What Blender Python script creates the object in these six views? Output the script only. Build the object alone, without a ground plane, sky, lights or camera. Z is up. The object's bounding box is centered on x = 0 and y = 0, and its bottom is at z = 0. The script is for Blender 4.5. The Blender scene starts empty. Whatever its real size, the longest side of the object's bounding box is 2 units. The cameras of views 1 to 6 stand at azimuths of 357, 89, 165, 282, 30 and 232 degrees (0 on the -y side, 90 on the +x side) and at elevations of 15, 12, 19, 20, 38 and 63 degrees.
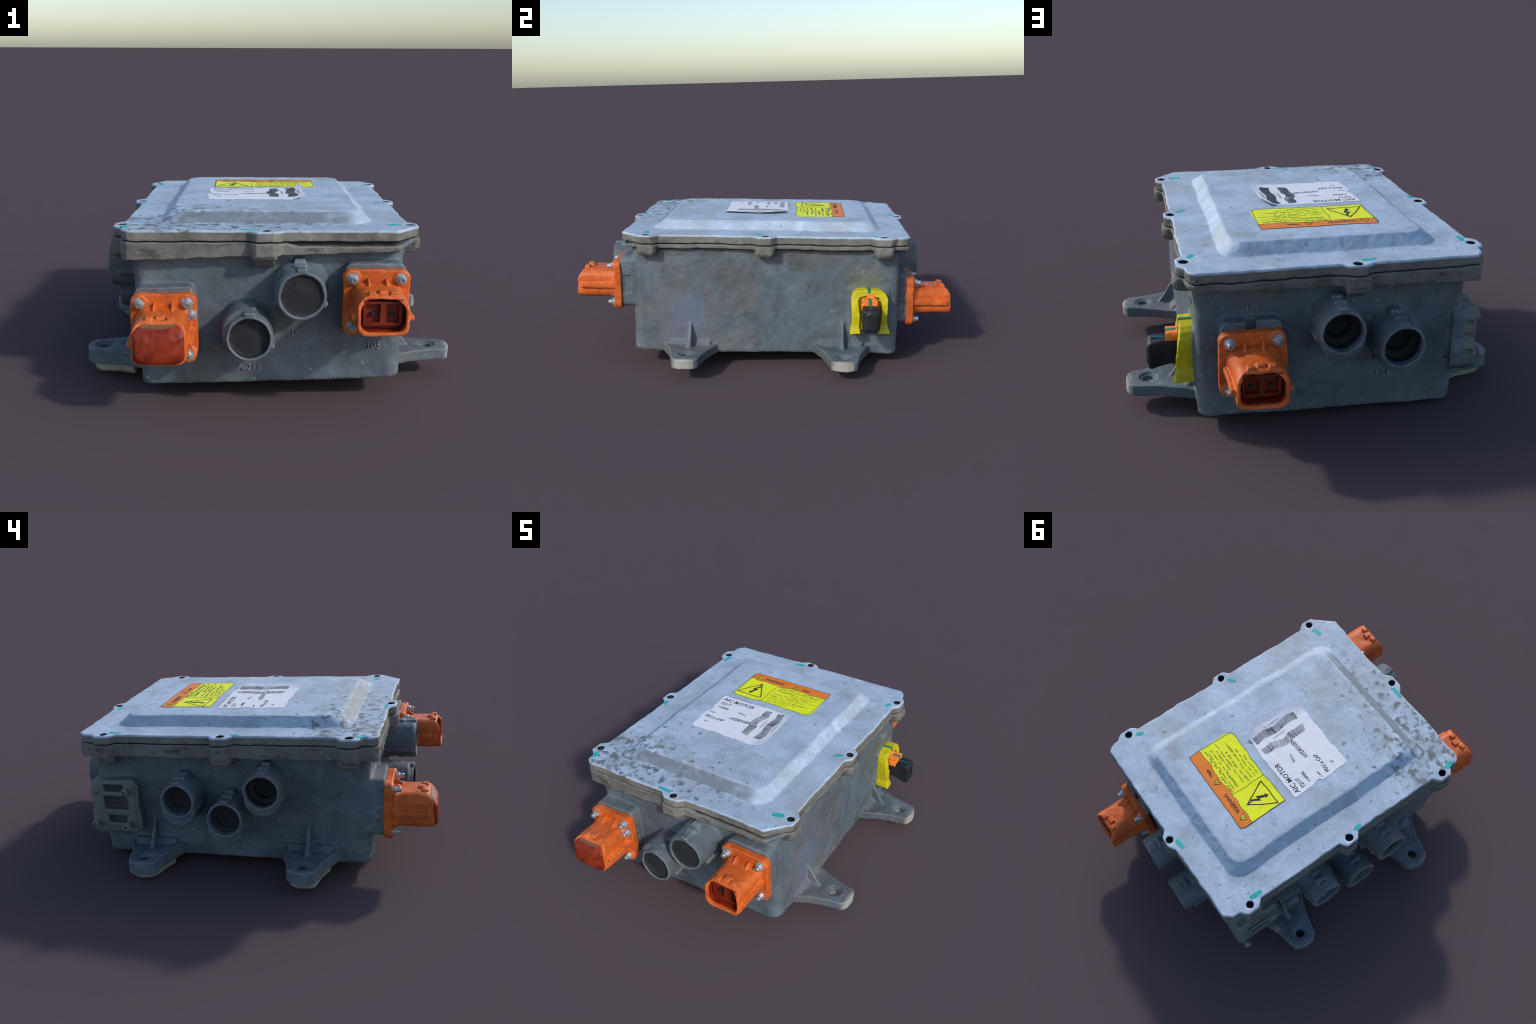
# Cast-aluminium power electronics box with orange high-voltage connectors.
# Everything is built in the box's own axes (x right, y back, z up) and hung
# under one Empty that carries the slight yaw and pitch the object stands in.
import bpy, bmesh, math
import numpy as np
from mathutils import Vector, Matrix, Euler

rng = np.random.default_rng(7)
COL = bpy.context.scene.collection

# ------------------------------------------------------------------ noise
def _hash(ix, iy, iz, seed):
    h = (ix * 374761393 + iy * 668265263 + iz * 2147483647 + seed * 974634777) & 0xFFFFFFFF
    h = ((h ^ (h >> 13)) * 1274126177) & 0xFFFFFFFF
    h = ((h ^ (h >> 16)) * 2246822519) & 0xFFFFFFFF
    return ((h ^ (h >> 15)) & 0xFFFF) / 32767.5 - 1.0

def vnoise(p, seed):
    i = np.floor(p).astype(np.int64)
    f = p - i
    f = f * f * (3 - 2 * f)
    out = 0
    for dx in (0, 1):
        wx = f[:, 0] if dx else 1 - f[:, 0]
        for dy in (0, 1):
            wy = f[:, 1] if dy else 1 - f[:, 1]
            for dz in (0, 1):
                wz = f[:, 2] if dz else 1 - f[:, 2]
                out = out + wx * wy * wz * _hash(i[:, 0] + dx, i[:, 1] + dy, i[:, 2] + dz, seed)
    return out

def warp(p, fine=1.0):
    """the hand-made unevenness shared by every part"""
    d = np.zeros_like(p)
    for k in range(3):
        d[:, k] = 0.0034 * vnoise(p * 6.5, 11 + k) + fine * 0.0019 * vnoise(p * 24, 31 + k) \
            + fine * 0.0008 * vnoise(p * 60, 51 + k)
    seam = (p[:, 2] > 0.59) & (p[:, 2] < 0.70)
    d[:, 2] += np.where(seam, fine * 0.0022 * vnoise(p * 17, 77), 0.0)
    d[:, 2] *= np.where(p[:, 2] > 0.70, 0.45, 1.0)      # the lid was machined flatter than the castings
    d[:, :2] *= np.where(p[:, 2] > 0.59, 1.5, 1.0)[:, None]
    return p + d

# ------------------------------------------------------------------ mesh helpers
def mesh_of(bm, name='part'):
    bmesh.ops.recalc_face_normals(bm, faces=bm.faces)
    me = bpy.data.meshes.new(name)
    bm.to_mesh(me)
    bm.free()
    return me

def loft(rings, closed=True):
    """closed solid through rings of equal point count"""
    bm = bmesh.new()
    vs = [[bm.verts.new(p) for p in r] for r in rings]
    n = len(rings[0])
    for a, b in zip(vs[:-1], vs[1:]):
        for i in range(n):
            j = (i + 1) % n
            bm.faces.new((a[i], a[j], b[j], b[i]))
    if closed:
        bm.faces.new(vs[0][::-1])
        bm.faces.new(vs[-1])
    return bm

def join(*bms):
    out = bmesh.new()
    for b in bms:
        me = bpy.data.meshes.new('tmp')
        bmesh.ops.recalc_face_normals(b, faces=b.faces)
        b.to_mesh(me)
        b.free()
        out.from_mesh(me)
        bpy.data.meshes.remove(me)
    return out

def xf(bm, f):
    for v in bm.verts:
        v.co = Vector(f(*v.co))
    return bm

def box(x0, x1, y0, y1, z0, z1):
    return loft([[(x0, y0, z), (x1, y0, z), (x1, y1, z), (x0, y1, z)] for z in (z0, z1)])

def prism(poly, z0, z1):
    f0 = z0 if callable(z0) else (lambda x, y: z0)
    f1 = z1 if callable(z1) else (lambda x, y: z1)
    return loft([[(x, y, f0(x, y)) for x, y in poly], [(x, y, f1(x, y)) for x, y in poly]])

def rrect(x0, x1, y0, y1, r, n=6):
    if not isinstance(r, (tuple, list)):
        r = (r,) * 4
    pts = []
    for (cx, cy, a0, rr) in ((x1 - r[0], y0 + r[0], -90, r[0]), (x1 - r[1], y1 - r[1], 0, r[1]),
                             (x0 + r[2], y1 - r[2], 90, r[2]), (x0 + r[3], y0 + r[3], 180, r[3])):
        for k in range(n + 1):
            a = math.radians(a0 + 90 * k / n)
            pts.append((cx + rr * math.cos(a), cy + rr * math.sin(a)))
    return pts

def lathe(profile, n=48):
    """profile of (radius, height) from the axis back to the axis, around z"""
    bm = bmesh.new()
    rings = []
    for r, h in profile:
        if r < 1e-6:
            rings.append([bm.verts.new((0, 0, h))])
        else:
            rings.append([bm.verts.new((r * math.cos(2 * math.pi * i / n), r * math.sin(2 * math.pi * i / n), h))
                          for i in range(n)])
    for a, b in zip(rings[:-1], rings[1:]):
        for i in range(n):
            j = (i + 1) % n
            if len(a) == 1:
                bm.faces.new((a[0], b[j], b[i]))
            elif len(b) == 1:
                bm.faces.new((a[i], a[j], b[0]))
            else:
                bm.faces.new((a[i], a[j], b[j], b[i]))
    return bm

# outward frames of the four walls: u to the viewer's right, v up, w outward
SIDE = {'front': lambda u, v, w: (u, -w, v), 'back': lambda u, v, w: (-u, w, v),
        'left': lambda u, v, w: (-w, -u, v), 'right': lambda u, v, w: (w, u, v)}

def on_side(bm, side):
    return xf(bm, SIDE[side])

def obj_tmp(me):
    ob = bpy.data.objects.new('tmp', me)
    COL.objects.link(ob)
    return ob

def evaluated(ob):
    dg = bpy.context.evaluated_depsgraph_get()
    me = bpy.data.meshes.new_from_object(ob.evaluated_get(dg))
    old = ob.data
    bpy.data.objects.remove(ob)
    bpy.data.meshes.remove(old)
    return me

def cut(bm, cutters):
    a = obj_tmp(mesh_of(bm))
    b = obj_tmp(mesh_of(join(*cutters)))
    m = a.modifiers.new('cut', 'BOOLEAN')
    m.operation = 'DIFFERENCE'
    m.solver = 'EXACT'
    m.use_self = True
    m.object = b
    me = evaluated(a)
    bme = b.data
    bpy.data.objects.remove(b)
    bpy.data.meshes.remove(bme)
    out = bmesh.new()
    out.from_mesh(me)
    bpy.data.meshes.remove(me)
    return out

def fuse(bms, voxel, smooth=2):
    """melt overlapping solids into one even, slightly rounded skin"""
    ob = obj_tmp(mesh_of(join(*bms)))
    m = ob.modifiers.new('remesh', 'REMESH')
    m.mode = 'VOXEL'
    m.voxel_size = voxel
    if smooth:
        s = ob.modifiers.new('smooth', 'SMOOTH')
        s.factor = 0.5
        s.iterations = smooth
    return evaluated(ob)

def bend(me, fine=1.0):
    n = len(me.vertices)
    co = np.empty(n * 3)
    me.vertices.foreach_get('co', co)
    co = warp(co.reshape(-1, 3), fine)
    me.vertices.foreach_set('co', co.ravel())
    me.update()
    return me

def smooth_by_angle(me, deg=35):
    me.polygons.foreach_set('use_smooth', np.ones(len(me.polygons), dtype=bool))
    bm = bmesh.new()
    bm.from_mesh(me)
    lim = math.radians(deg)
    for e in bm.edges:
        if len(e.link_faces) == 2 and e.calc_face_angle(0) > lim:
            e.smooth = False
    bm.to_mesh(me)
    bm.free()

def add(name, me, mat, parent, kind=None, smooth=None):
    me.name = name
    if mat is not None:
        me.materials.clear()
        for m in (mat if isinstance(mat, (list, tuple)) else [mat]):
            me.materials.append(m)
    if smooth == 'all':
        me.polygons.foreach_set('use_smooth', np.ones(len(me.polygons), dtype=bool))
    elif smooth:
        smooth_by_angle(me, smooth)
    ob = bpy.data.objects.new(name, me)
    COL.objects.link(ob)
    ob.parent = parent
    if kind:
        ob['kind'] = kind
    return ob

def empty(name, parent, loc=(0, 0, 0)):
    e = bpy.data.objects.new(name, None)
    e.empty_display_size = 0.1
    COL.objects.link(e)
    e.parent = parent
    e.location = loc
    return e

# ------------------------------------------------------------------ materials
def srgb(r, g, b):
    f = lambda c: (c / 255) / 12.92 if c / 255 <= 0.04045 else ((c / 255 + 0.055) / 1.055) ** 2.4
    return (f(r), f(g), f(b), 1)

class Nodes:
    def __init__(self, name):
        self.m = bpy.data.materials.new(name)
        self.m.use_nodes = True
        self.t = self.m.node_tree
        self.b = self.t.nodes['Principled BSDF']
        self.co = self.n('ShaderNodeTexCoord').outputs['Object']

    def n(self, kind, **kw):
        nd = self.t.nodes.new(kind)
        for k, v in kw.items():
            setattr(nd, k, v)
        return nd

    def link(self, a, b):
        self.t.links.new(a, b)

    def noise(self, scale, detail=4, rough=0.55, stretch=None, offset=(0, 0, 0), distort=0.0):
        mp = self.n('ShaderNodeMapping')
        mp.inputs['Location'].default_value = offset
        if stretch:
            mp.inputs['Scale'].default_value = stretch
        self.link(self.co, mp.inputs['Vector'])
        nd = self.n('ShaderNodeTexNoise')
        nd.inputs['Scale'].default_value = scale
        nd.inputs['Detail'].default_value = detail
        nd.inputs['Roughness'].default_value = rough
        nd.inputs['Distortion'].default_value = distort
        self.link(mp.outputs['Vector'], nd.inputs['Vector'])
        return nd.outputs['Fac']

    def ramp(self, fac, stops):
        r = self.n('ShaderNodeValToRGB')
        while len(r.color_ramp.elements) > len(stops):
            r.color_ramp.elements.remove(r.color_ramp.elements[-1])
        while len(r.color_ramp.elements) < len(stops):
            r.color_ramp.elements.new(1)
        for e, (p, c) in zip(r.color_ramp.elements, stops):
            e.position = p
            e.color = c if isinstance(c, tuple) else (c, c, c, 1)
        self.link(fac, r.inputs['Fac'])
        return r.outputs['Color']

    def math(self, op, a, b=0.0, c=0.0):
        nd = self.n('ShaderNodeMath', operation=op)
        for s, v in zip(nd.inputs, (a, b, c)):
            if hasattr(v, 'links'):
                self.link(v, s)
            else:
                s.default_value = v
        return nd.outputs[0]

    def mix(self, fac, a, b, blend='MIX'):
        nd = self.n('ShaderNodeMix', data_type='RGBA', blend_type=blend)
        for s, v in ((nd.inputs[0], fac), (nd.inputs[6], a), (nd.inputs[7], b)):
            if hasattr(v, 'links'):
                self.link(v, s)
            else:
                s.default_value = v
        return nd.outputs[2]

    def spot(self, centre, radius, soft=0.5):
        """1 inside a soft ellipsoid of the object's own space"""
        mp = self.n('ShaderNodeMapping', vector_type='POINT')
        mp.inputs['Location'].default_value = [-c / r for c, r in zip(centre, radius)]
        mp.inputs['Scale'].default_value = [1 / r for r in radius]
        self.link(self.co, mp.inputs['Vector'])
        ln = self.n('ShaderNodeVectorMath', operation='LENGTH')
        self.link(mp.outputs['Vector'], ln.inputs[0])
        mr = self.n('ShaderNodeMapRange', interpolation_type='SMOOTHSTEP')
        mr.inputs['From Min'].default_value = 1.0
        mr.inputs['From Max'].default_value = 1.0 - soft
        self.link(ln.outputs['Value'], mr.inputs['Value'])
        return mr.outputs['Result']

    def band(self, axis, a0, a1, b0, b1):
        """1 between a1 and b0 along an axis, fading out at a0 and b1"""
        sp = self.n('ShaderNodeSeparateXYZ')
        self.link(self.co, sp.inputs[0])
        out = []
        for lo, hi in ((a0, a1), (b1, b0)):
            mr = self.n('ShaderNodeMapRange', interpolation_type='SMOOTHSTEP')
            mr.inputs['From Min'].default_value = lo
            mr.inputs['From Max'].default_value = hi
            self.link(sp.outputs[axis], mr.inputs['Value'])
            out.append(mr.outputs['Result'])
        return self.math('MULTIPLY', out[0], out[1])

    def worn(self, colour, light, lo=0.52, hi=0.60, amount=0.5):
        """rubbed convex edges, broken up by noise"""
        g = self.n('ShaderNodeNewGeometry')
        e = self.ramp(g.outputs['Pointiness'], [(lo, 0.0), (hi, amount)])
        k = self.math('MULTIPLY', e, self.ramp(self.noise(45, 3, 0.6, offset=(7, 3, 5)), [(0.35, 0.35), (0.6, 1.0)]))
        return self.mix(k, colour, light)

    def done(self, colour, rough=0.6, bump=None, metallic=0.0, spec=0.35, dist=0.002, strength=0.4):
        if hasattr(colour, 'links'):
            self.link(colour, self.b.inputs['Base Color'])
        else:
            self.b.inputs['Base Color'].default_value = colour
        if hasattr(rough, 'links'):
            self.link(rough, self.b.inputs['Roughness'])
        else:
            self.b.inputs['Roughness'].default_value = rough
        self.b.inputs['Metallic'].default_value = metallic
        self.b.inputs['Specular IOR Level'].default_value = spec
        if bump is not None:
            bp = self.n('ShaderNodeBump')
            bp.inputs['Distance'].default_value = dist
            bp.inputs['Strength'].default_value = strength
            self.link(bump, bp.inputs['Height'])
            self.link(bp.outputs['Normal'], self.b.inputs['Normal'])
        return self.m

def mat_lid(name, k=1.0):
    N = Nodes(name)
    c = lambda r, g, b: tuple(x * k for x in srgb(r, g, b)[:3]) + (1,)
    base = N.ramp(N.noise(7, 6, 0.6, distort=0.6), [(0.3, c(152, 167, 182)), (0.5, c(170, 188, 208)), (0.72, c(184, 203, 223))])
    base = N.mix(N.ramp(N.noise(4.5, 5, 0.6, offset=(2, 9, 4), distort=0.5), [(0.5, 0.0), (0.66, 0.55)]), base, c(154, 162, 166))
    fine = N.noise(90, 3, 0.6, stretch=(1, 0.45, 1), distort=1.6)
    base = N.mix(N.ramp(fine, [(0.35, 0.22), (0.55, 0.0)]), base, c(112, 126, 138))
    # oily speckle gathered along the front edge and the front left corner
    zone = N.math('MAXIMUM', N.spot((-0.42, -0.58, 0.71), (0.55, 0.42, 0.3), 0.9),
                  N.math('MULTIPLY', N.spot((-0.1, -0.62, 0.71), (0.62, 0.30, 0.3), 0.9), 0.75))
    speck = N.noise(30, 2.5, 0.5, offset=(3, 1, 0), distort=0.1)
    th = N.math('ADD', N.math('MULTIPLY', zone, 0.185), speck)
    m1 = N.ramp(th, [(0.66, 0.0), (0.80, 1.0)])
    base = N.mix(N.math('MULTIPLY', m1, 0.85), base, c(84, 88, 90))
    film = N.math('MULTIPLY', zone, N.ramp(N.noise(11, 5, 0.65, offset=(4, 2, 6), distort=0.6), [(0.48, 0.0), (0.62, 0.5)]))
    base = N.mix(film, base, c(122, 130, 134))
    # greyer band over the front slope of the raised panel, ragged at its ends
    grey_band = N.math('MULTIPLY', N.band(1, -0.604, -0.594, -0.550, -0.536), N.band(0, -0.43, -0.36, 0.30, 0.38))
    grey_band = N.math('MULTIPLY', grey_band, N.ramp(N.noise(13, 5, 0.65, stretch=(0.6, 1, 1), offset=(6, 6, 1), distort=0.8), [(0.28, 0.45), (0.52, 0.85)]))
    base = N.mix(grey_band, base, c(104, 113, 123))
    # sparse single flecks everywhere
    fl = N.ramp(N.noise(55, 2, 0.5, offset=(9, 4, 2)), [(0.765, 0.0), (0.80, 0.6)])
    base = N.mix(fl, base, c(84, 88, 92))
    # thumbed stain beside the data label
    st = N.math('MULTIPLY', N.spot((0.17, -0.30, 0.76), (0.14, 0.10, 0.2), 0.7),
                N.ramp(N.noise(16, 4, 0.6, offset=(1, 7, 0)), [(0.5, 0.0), (0.58, 0.5)]))
    base = N.mix(st, base, c(128, 136, 136))
    base = N.worn(base, c(206, 222, 236), amount=0.3)
    return N.done(base, 0.55, N.noise(160, 3, 0.6), spec=0.4, dist=0.0015, strength=0.35)

def mat_cast(name, c0, c1, c2, stains=True, grime=0.0):
    N = Nodes(name)
    base = N.ramp(N.noise(5, 6, 0.62, distort=0.8), [(0.3, c0), (0.5, c1), (0.72, c2)])
    fine = N.noise(70, 3, 0.6, distort=0.8)
    base = N.mix(N.ramp(fine, [(0.36, 0.30), (0.55, 0.0)]), base, c0)
    if stains:
        sp = N.ramp(N.noise(26, 3, 0.5, offset=(2, 5, 1), distort=0.4), [(0.70, 0.0), (0.735, 0.75)])
        base = N.mix(sp, base, srgb(52, 56, 56))
        sc = N.ramp(N.noise(40, 2, 0.5, offset=(5, 2, 8)), [(0.73, 0.0), (0.76, 0.6)])
        base = N.mix(sc, base, srgb(178, 186, 188))
        # brown run on the right wall, olive bloom around the signal plug
        run = N.math('MULTIPLY', N.spot((0.55, -0.28, 0.33), (0.05, 0.035, 0.22), 0.7), 0.5)
        base = N.mix(run, base, srgb(104, 92, 92))
        bloom = N.math('MULTIPLY', N.spot((0.55, 0.53, 0.47), (0.06, 0.14, 0.12), 0.8), 0.5)
        base = N.mix(bloom, base, srgb(112, 112, 78))
        blot = N.ramp(N.noise(10, 4, 0.6, offset=(11, 4, 7), distort=0.5), [(0.58, 0.0), (0.70, 0.45)])
        base = N.mix(blot, base, srgb(62, 66, 68))
        smudge = N.math('MULTIPLY', N.spot((0.55, 0.20, 0.56), (0.06, 0.09, 0.06), 0.8), 0.55)
        base = N.mix(smudge, base, srgb(72, 70, 66))
        cool = N.math('MULTIPLY', N.spot((0.55, -0.42, 0.26), (0.06, 0.22, 0.20), 0.8), 0.6)
        base = N.mix(cool, base, srgb(100, 110, 134))
        for tx, ty in ((0.83, -0.392), (0.83, 0.412)):     # bare metal on the feet's noses
            base = N.mix(N.math('MULTIPLY', N.spot((tx, ty, 0.09), (0.055, 0.10, 0.07), 0.5), 0.9), base, srgb(170, 168, 158))
        if grime:
            gm = N.ramp(N.noise(9, 4, 0.6, stretch=(1, 1, 2.5), offset=(3, 3, 3)), [(0.54, 0.0), (0.66, 0.7 * grime)])
            base = N.mix(gm, base, srgb(58, 56, 54))
        warm = N.ramp(N.noise(3.2, 3, 0.5, offset=(8, 8, 3)), [(0.48, 0.0), (0.68, 0.45)])
        base = N.mix(warm, base, srgb(104, 100, 95))
    base = N.worn(base, srgb(168, 176, 178))
    return N.done(base, 0.6, N.noise(140, 4, 0.65), spec=0.35, dist=0.002, strength=0.4)

def mat_orange():
    N = Nodes('orange_plastic')
    base = N.ramp(N.noise(9, 5, 0.6), [(0.3, srgb(176, 78, 26)), (0.52, srgb(206, 96, 34)), (0.75, srgb(224, 118, 58))])
    grime = N.ramp(N.noise(30, 5, 0.65, offset=(4, 0, 2), distort=1.2), [(0.52, 0.0), (0.68, 0.65)])
    base = N.mix(grime, base, srgb(124, 70, 46))
    dots = N.ramp(N.noise(85, 2, 0.5), [(0.71, 0.0), (0.75, 0.8)])
    base = N.mix(dots, base, srgb(62, 34, 26))
    base = N.worn(base, srgb(232, 150, 104), amount=0.6)
    return N.done(base, 0.5, N.noise(110, 3, 0.6), spec=0.4, dist=0.0015, strength=0.3)

def mat_plain(name, col, rough=0.55, var=0.15, scale=14, spec=0.35, metallic=0.0, bump=True):
    N = Nodes(name)
    dark = tuple(c * (1 - var) for c in col[:3]) + (1,)
    lite = tuple(min(1, c * (1 + var)) for c in col[:3]) + (1,)
    base = N.ramp(N.noise(scale, 4, 0.6), [(0.35, dark), (0.65, lite)])
    return N.done(base, rough, N.noise(120, 3, 0.6) if bump else None, metallic=metallic, spec=spec, strength=0.2)

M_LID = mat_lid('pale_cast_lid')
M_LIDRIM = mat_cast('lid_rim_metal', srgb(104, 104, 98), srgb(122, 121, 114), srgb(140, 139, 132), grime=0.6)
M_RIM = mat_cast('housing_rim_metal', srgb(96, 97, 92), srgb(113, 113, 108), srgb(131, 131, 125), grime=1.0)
M_CAST = mat_cast('cast_aluminium', srgb(77, 86, 92), srgb(93, 104, 112), srgb(112, 124, 133))
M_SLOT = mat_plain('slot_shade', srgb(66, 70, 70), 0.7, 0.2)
M_LETTER = mat_cast('cast_letter_highlight', srgb(84, 93, 99), srgb(101, 111, 119), srgb(122, 132, 140), stains=False)  # cast metal lightened to paint in the letters' edge highlights
M_GLAND = mat_cast('gland_metal', srgb(88, 92, 88), srgb(104, 108, 103), srgb(122, 126, 120), stains=False)
M_ORANGE = mat_orange()
def mat_cap():
    N = Nodes('socket_cap_plastic')
    base = N.ramp(N.noise(14, 4, 0.6), [(0.35, srgb(100, 28, 12)), (0.65, srgb(152, 52, 24))])
    dry = N.spot((-0.43, -0.96, 0.408), (0.115, 0.06, 0.034), 0.3)      # chalky upper lip
    base = N.mix(N.math('MULTIPLY', dry, 0.8), base, srgb(112, 88, 66))
    return N.done(base, 0.5, N.noise(120, 3, 0.6), strength=0.2)
M_REDCAP = mat_cap()
M_LINING = mat_plain('socket_lining_plastic', srgb(128, 34, 14), 0.5, 0.25)
M_INSERT = mat_plain('contact_insert_plastic', srgb(112, 34, 14), 0.5, 0.2)
M_YELLOW = mat_plain('yellow_clip_plastic', srgb(190, 180, 24), 0.45, 0.16)
M_LATCH = mat_plain('orange_latch_plastic', srgb(238, 132, 48), 0.5, 0.1)
M_BLACK = mat_plain('black_plug_plastic', srgb(30, 34, 40), 0.5, 0.3)
M_DARK = mat_plain('near_black', srgb(36, 38, 40), 0.8, 0.2)  # near-black; stands in for shade in the seam and lid holes
M_INSIDE = mat_plain('dark_tube_inside', srgb(40, 42, 45), 0.8, 0.25)
M_STEEL = mat_plain('screw_steel', srgb(176, 178, 182), 0.35, 0.25, 40, 0.5, 0.55)
M_PAD = mat_plain('foot_pad', srgb(150, 148, 132), 0.7, 0.15)
M_TEAL = mat_plain('teal_paint_mark', srgb(40, 170, 168), 0.5, 0.06, 30, bump=False)
M_GREEN = mat_plain('green_paint_stripe', srgb(36, 122, 96), 0.5, 0.06, 30, bump=False)
M_WHITE = mat_plain('white_paper', srgb(222, 224, 232), 0.5, 0.03, 20, bump=False)
M_PYEL = mat_plain('yellow_film', srgb(230, 236, 10), 0.5, 0.03, 20, bump=False)
M_PORA = mat_plain('orange_film', srgb(228, 124, 28), 0.5, 0.03, 20, bump=False)
M_INK = mat_plain('black_ink', srgb(30, 32, 36), 0.5, 0.1, 20, bump=False)
M_INKG = mat_plain('faded_ink', srgb(74, 76, 82), 0.5, 0.1, 20, bump=False)
M_INKO = mat_plain('olive_ink', srgb(120, 122, 30), 0.5, 0.1, 20, bump=False)

# ------------------------------------------------------------------ root
root = bpy.data.objects.new('power_inverter', None)
COL.objects.link(root)
root.rotation_euler = (Matrix.Rotation(math.radians(-3.1), 3, 'Z') @ Matrix.Rotation(math.radians(-1.87), 3, 'X')).to_euler()
root['label'] = 'grey cast metal inverter box with orange power connectors and warning label'
root['category'] = 'power inverter'

# ------------------------------------------------------------------ outline of lid and flange
HOLES = [(-0.604, -0.603), (-0.015, -0.743), (0.578, -0.604), (0.578, 0.013), (0.577, 0.619),
         (-0.077, 0.761), (-0.600, 0.620), (-0.605, 0.011)]

def outline(g=0.0, boss=0.0):
    """plan of the lid: rectangle with clipped corners and eight screw ears"""
    XR, XL, YF, YB = 0.578 + g, -0.602 - g, -0.741 - g, 0.760 + g
    XO, XI, FO, BO = 0.610 + g + boss, -0.638 - g - boss, -0.775 - g - boss, 0.786 + g + boss
    p = []
    ear = ((-0.062, 0), (-0.045, .6), (-0.030, 1), (0.030, 1), (0.045, .6), (0.062, 0))
    for yb in (-0.604, 0.013, 0.619):
        p += [(XR + (XO - XR) * k, yb + d) for d, k in ear]
    p += [(XR, 0.712), (XR - 0.014, YB - 0.019), (XR - 0.036, YB - 0.002)]
    p += [(-0.078 - d * 1.0, YB + (BO - YB) * k) for d, k in ear]
    p += [(XL + 0.078, YB), (XL + 0.028, YB - 0.004), (XL, YB - 0.038)]
    for yb in (0.620, 0.011, -0.603):
        p += [(XL + (XI - XL) * k, yb - d) for d, k in ear]
    p += [(XL + 0.006, YF + 0.021), (XL + 0.029, YF)]
    p += [(-0.018 + d * 1.15, YF + (FO - YF) * k) for d, k in ear]
    p += [(0.085, YF), (0.11, YF), (XR - 0.073, YF)]
    return p

zbot = lambda x, y: 0.057 + 0.034 * x
zfl = lambda x, y: 0.6215 + 0.037 * x - (0.010 if y < -0.7 else 0.0)

# ------------------------------------------------------------------ housing
def shell_ring(t, dz=0.0, inset=0.0):
    """wall plan at height fraction t"""
    xl = -0.530 - 0.030 * t + inset
    xr = 0.543 - inset
    yf = -0.690 - 0.004 * t + inset
    yb = 0.708 + 0.004 * t - inset
    pl = []
    cs = rrect(xl, xr, yf, yb, (0.050, 0.040, 0.045, 0.042), 5)
    for (x0, y0), (x1, y1) in zip(cs, cs[1:] + cs[:1]):   # straight sides get points to bow with
        n = 12 if math.hypot(x1 - x0, y1 - y0) > 0.5 else 1
        pl += [(x0 + (x1 - x0) * i / n, y0 + (y1 - y0) * i / n) for i in range(n)]
    def belly(x, y):          # the walls bow outward a little toward the front
        k = max(0.0, min(1.0, (0.25 - y) / 0.6)) * max(0.0, min(1.0, (y + 0.70) / 0.10))
        return x + (0.010 * k if x > 0 else -0.005 * k)
    return [(belly(x, y), y, zbot(x, y) * (1 - t) + 0.64 * t + dz) for x, y in pl]

shell = loft([shell_ring(0, 0.0, 0.008), shell_ring(0, 0.004, 0.003), shell_ring(0, 0.014, 0), shell_ring(0.3), shell_ring(0.6), shell_ring(1)])

TUBES = [  # side, u, v, rim distance w, outer radius, cavity depth, offset and setback of the outer skin
    ('front', -0.081, 0.306, 0.868, 0.094, 0.026, (-0.018, 0.016, 0.022)),
    ('front', 0.122, 0.478, 0.866, 0.099, 0.012, (-0.010, 0.005, 0.010)),
    ('back', -0.003, 0.476, 0.872, 0.092, 0.115, (0, -0.026, 0.004)),
    ('back', 0.239, 0.394, 0.874, 0.092, 0.115, (0, -0.026, 0.004)),
    ('left', -0.219, 0.413, 0.720, 0.090, 0.055, (0, -0.044, 0.004)),
    ('left', 0.014, 0.322, 0.720, 0.090, 0.055, (0, -0.042, 0.006)),
    ('left', 0.207, 0.474, 0.728, 0.092, 0.105, (0, -0.036, 0.004))]
WALL = {'front': 0.692, 'back': 0.711, 'left': 0.548, 'right': 0.542}

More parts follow.
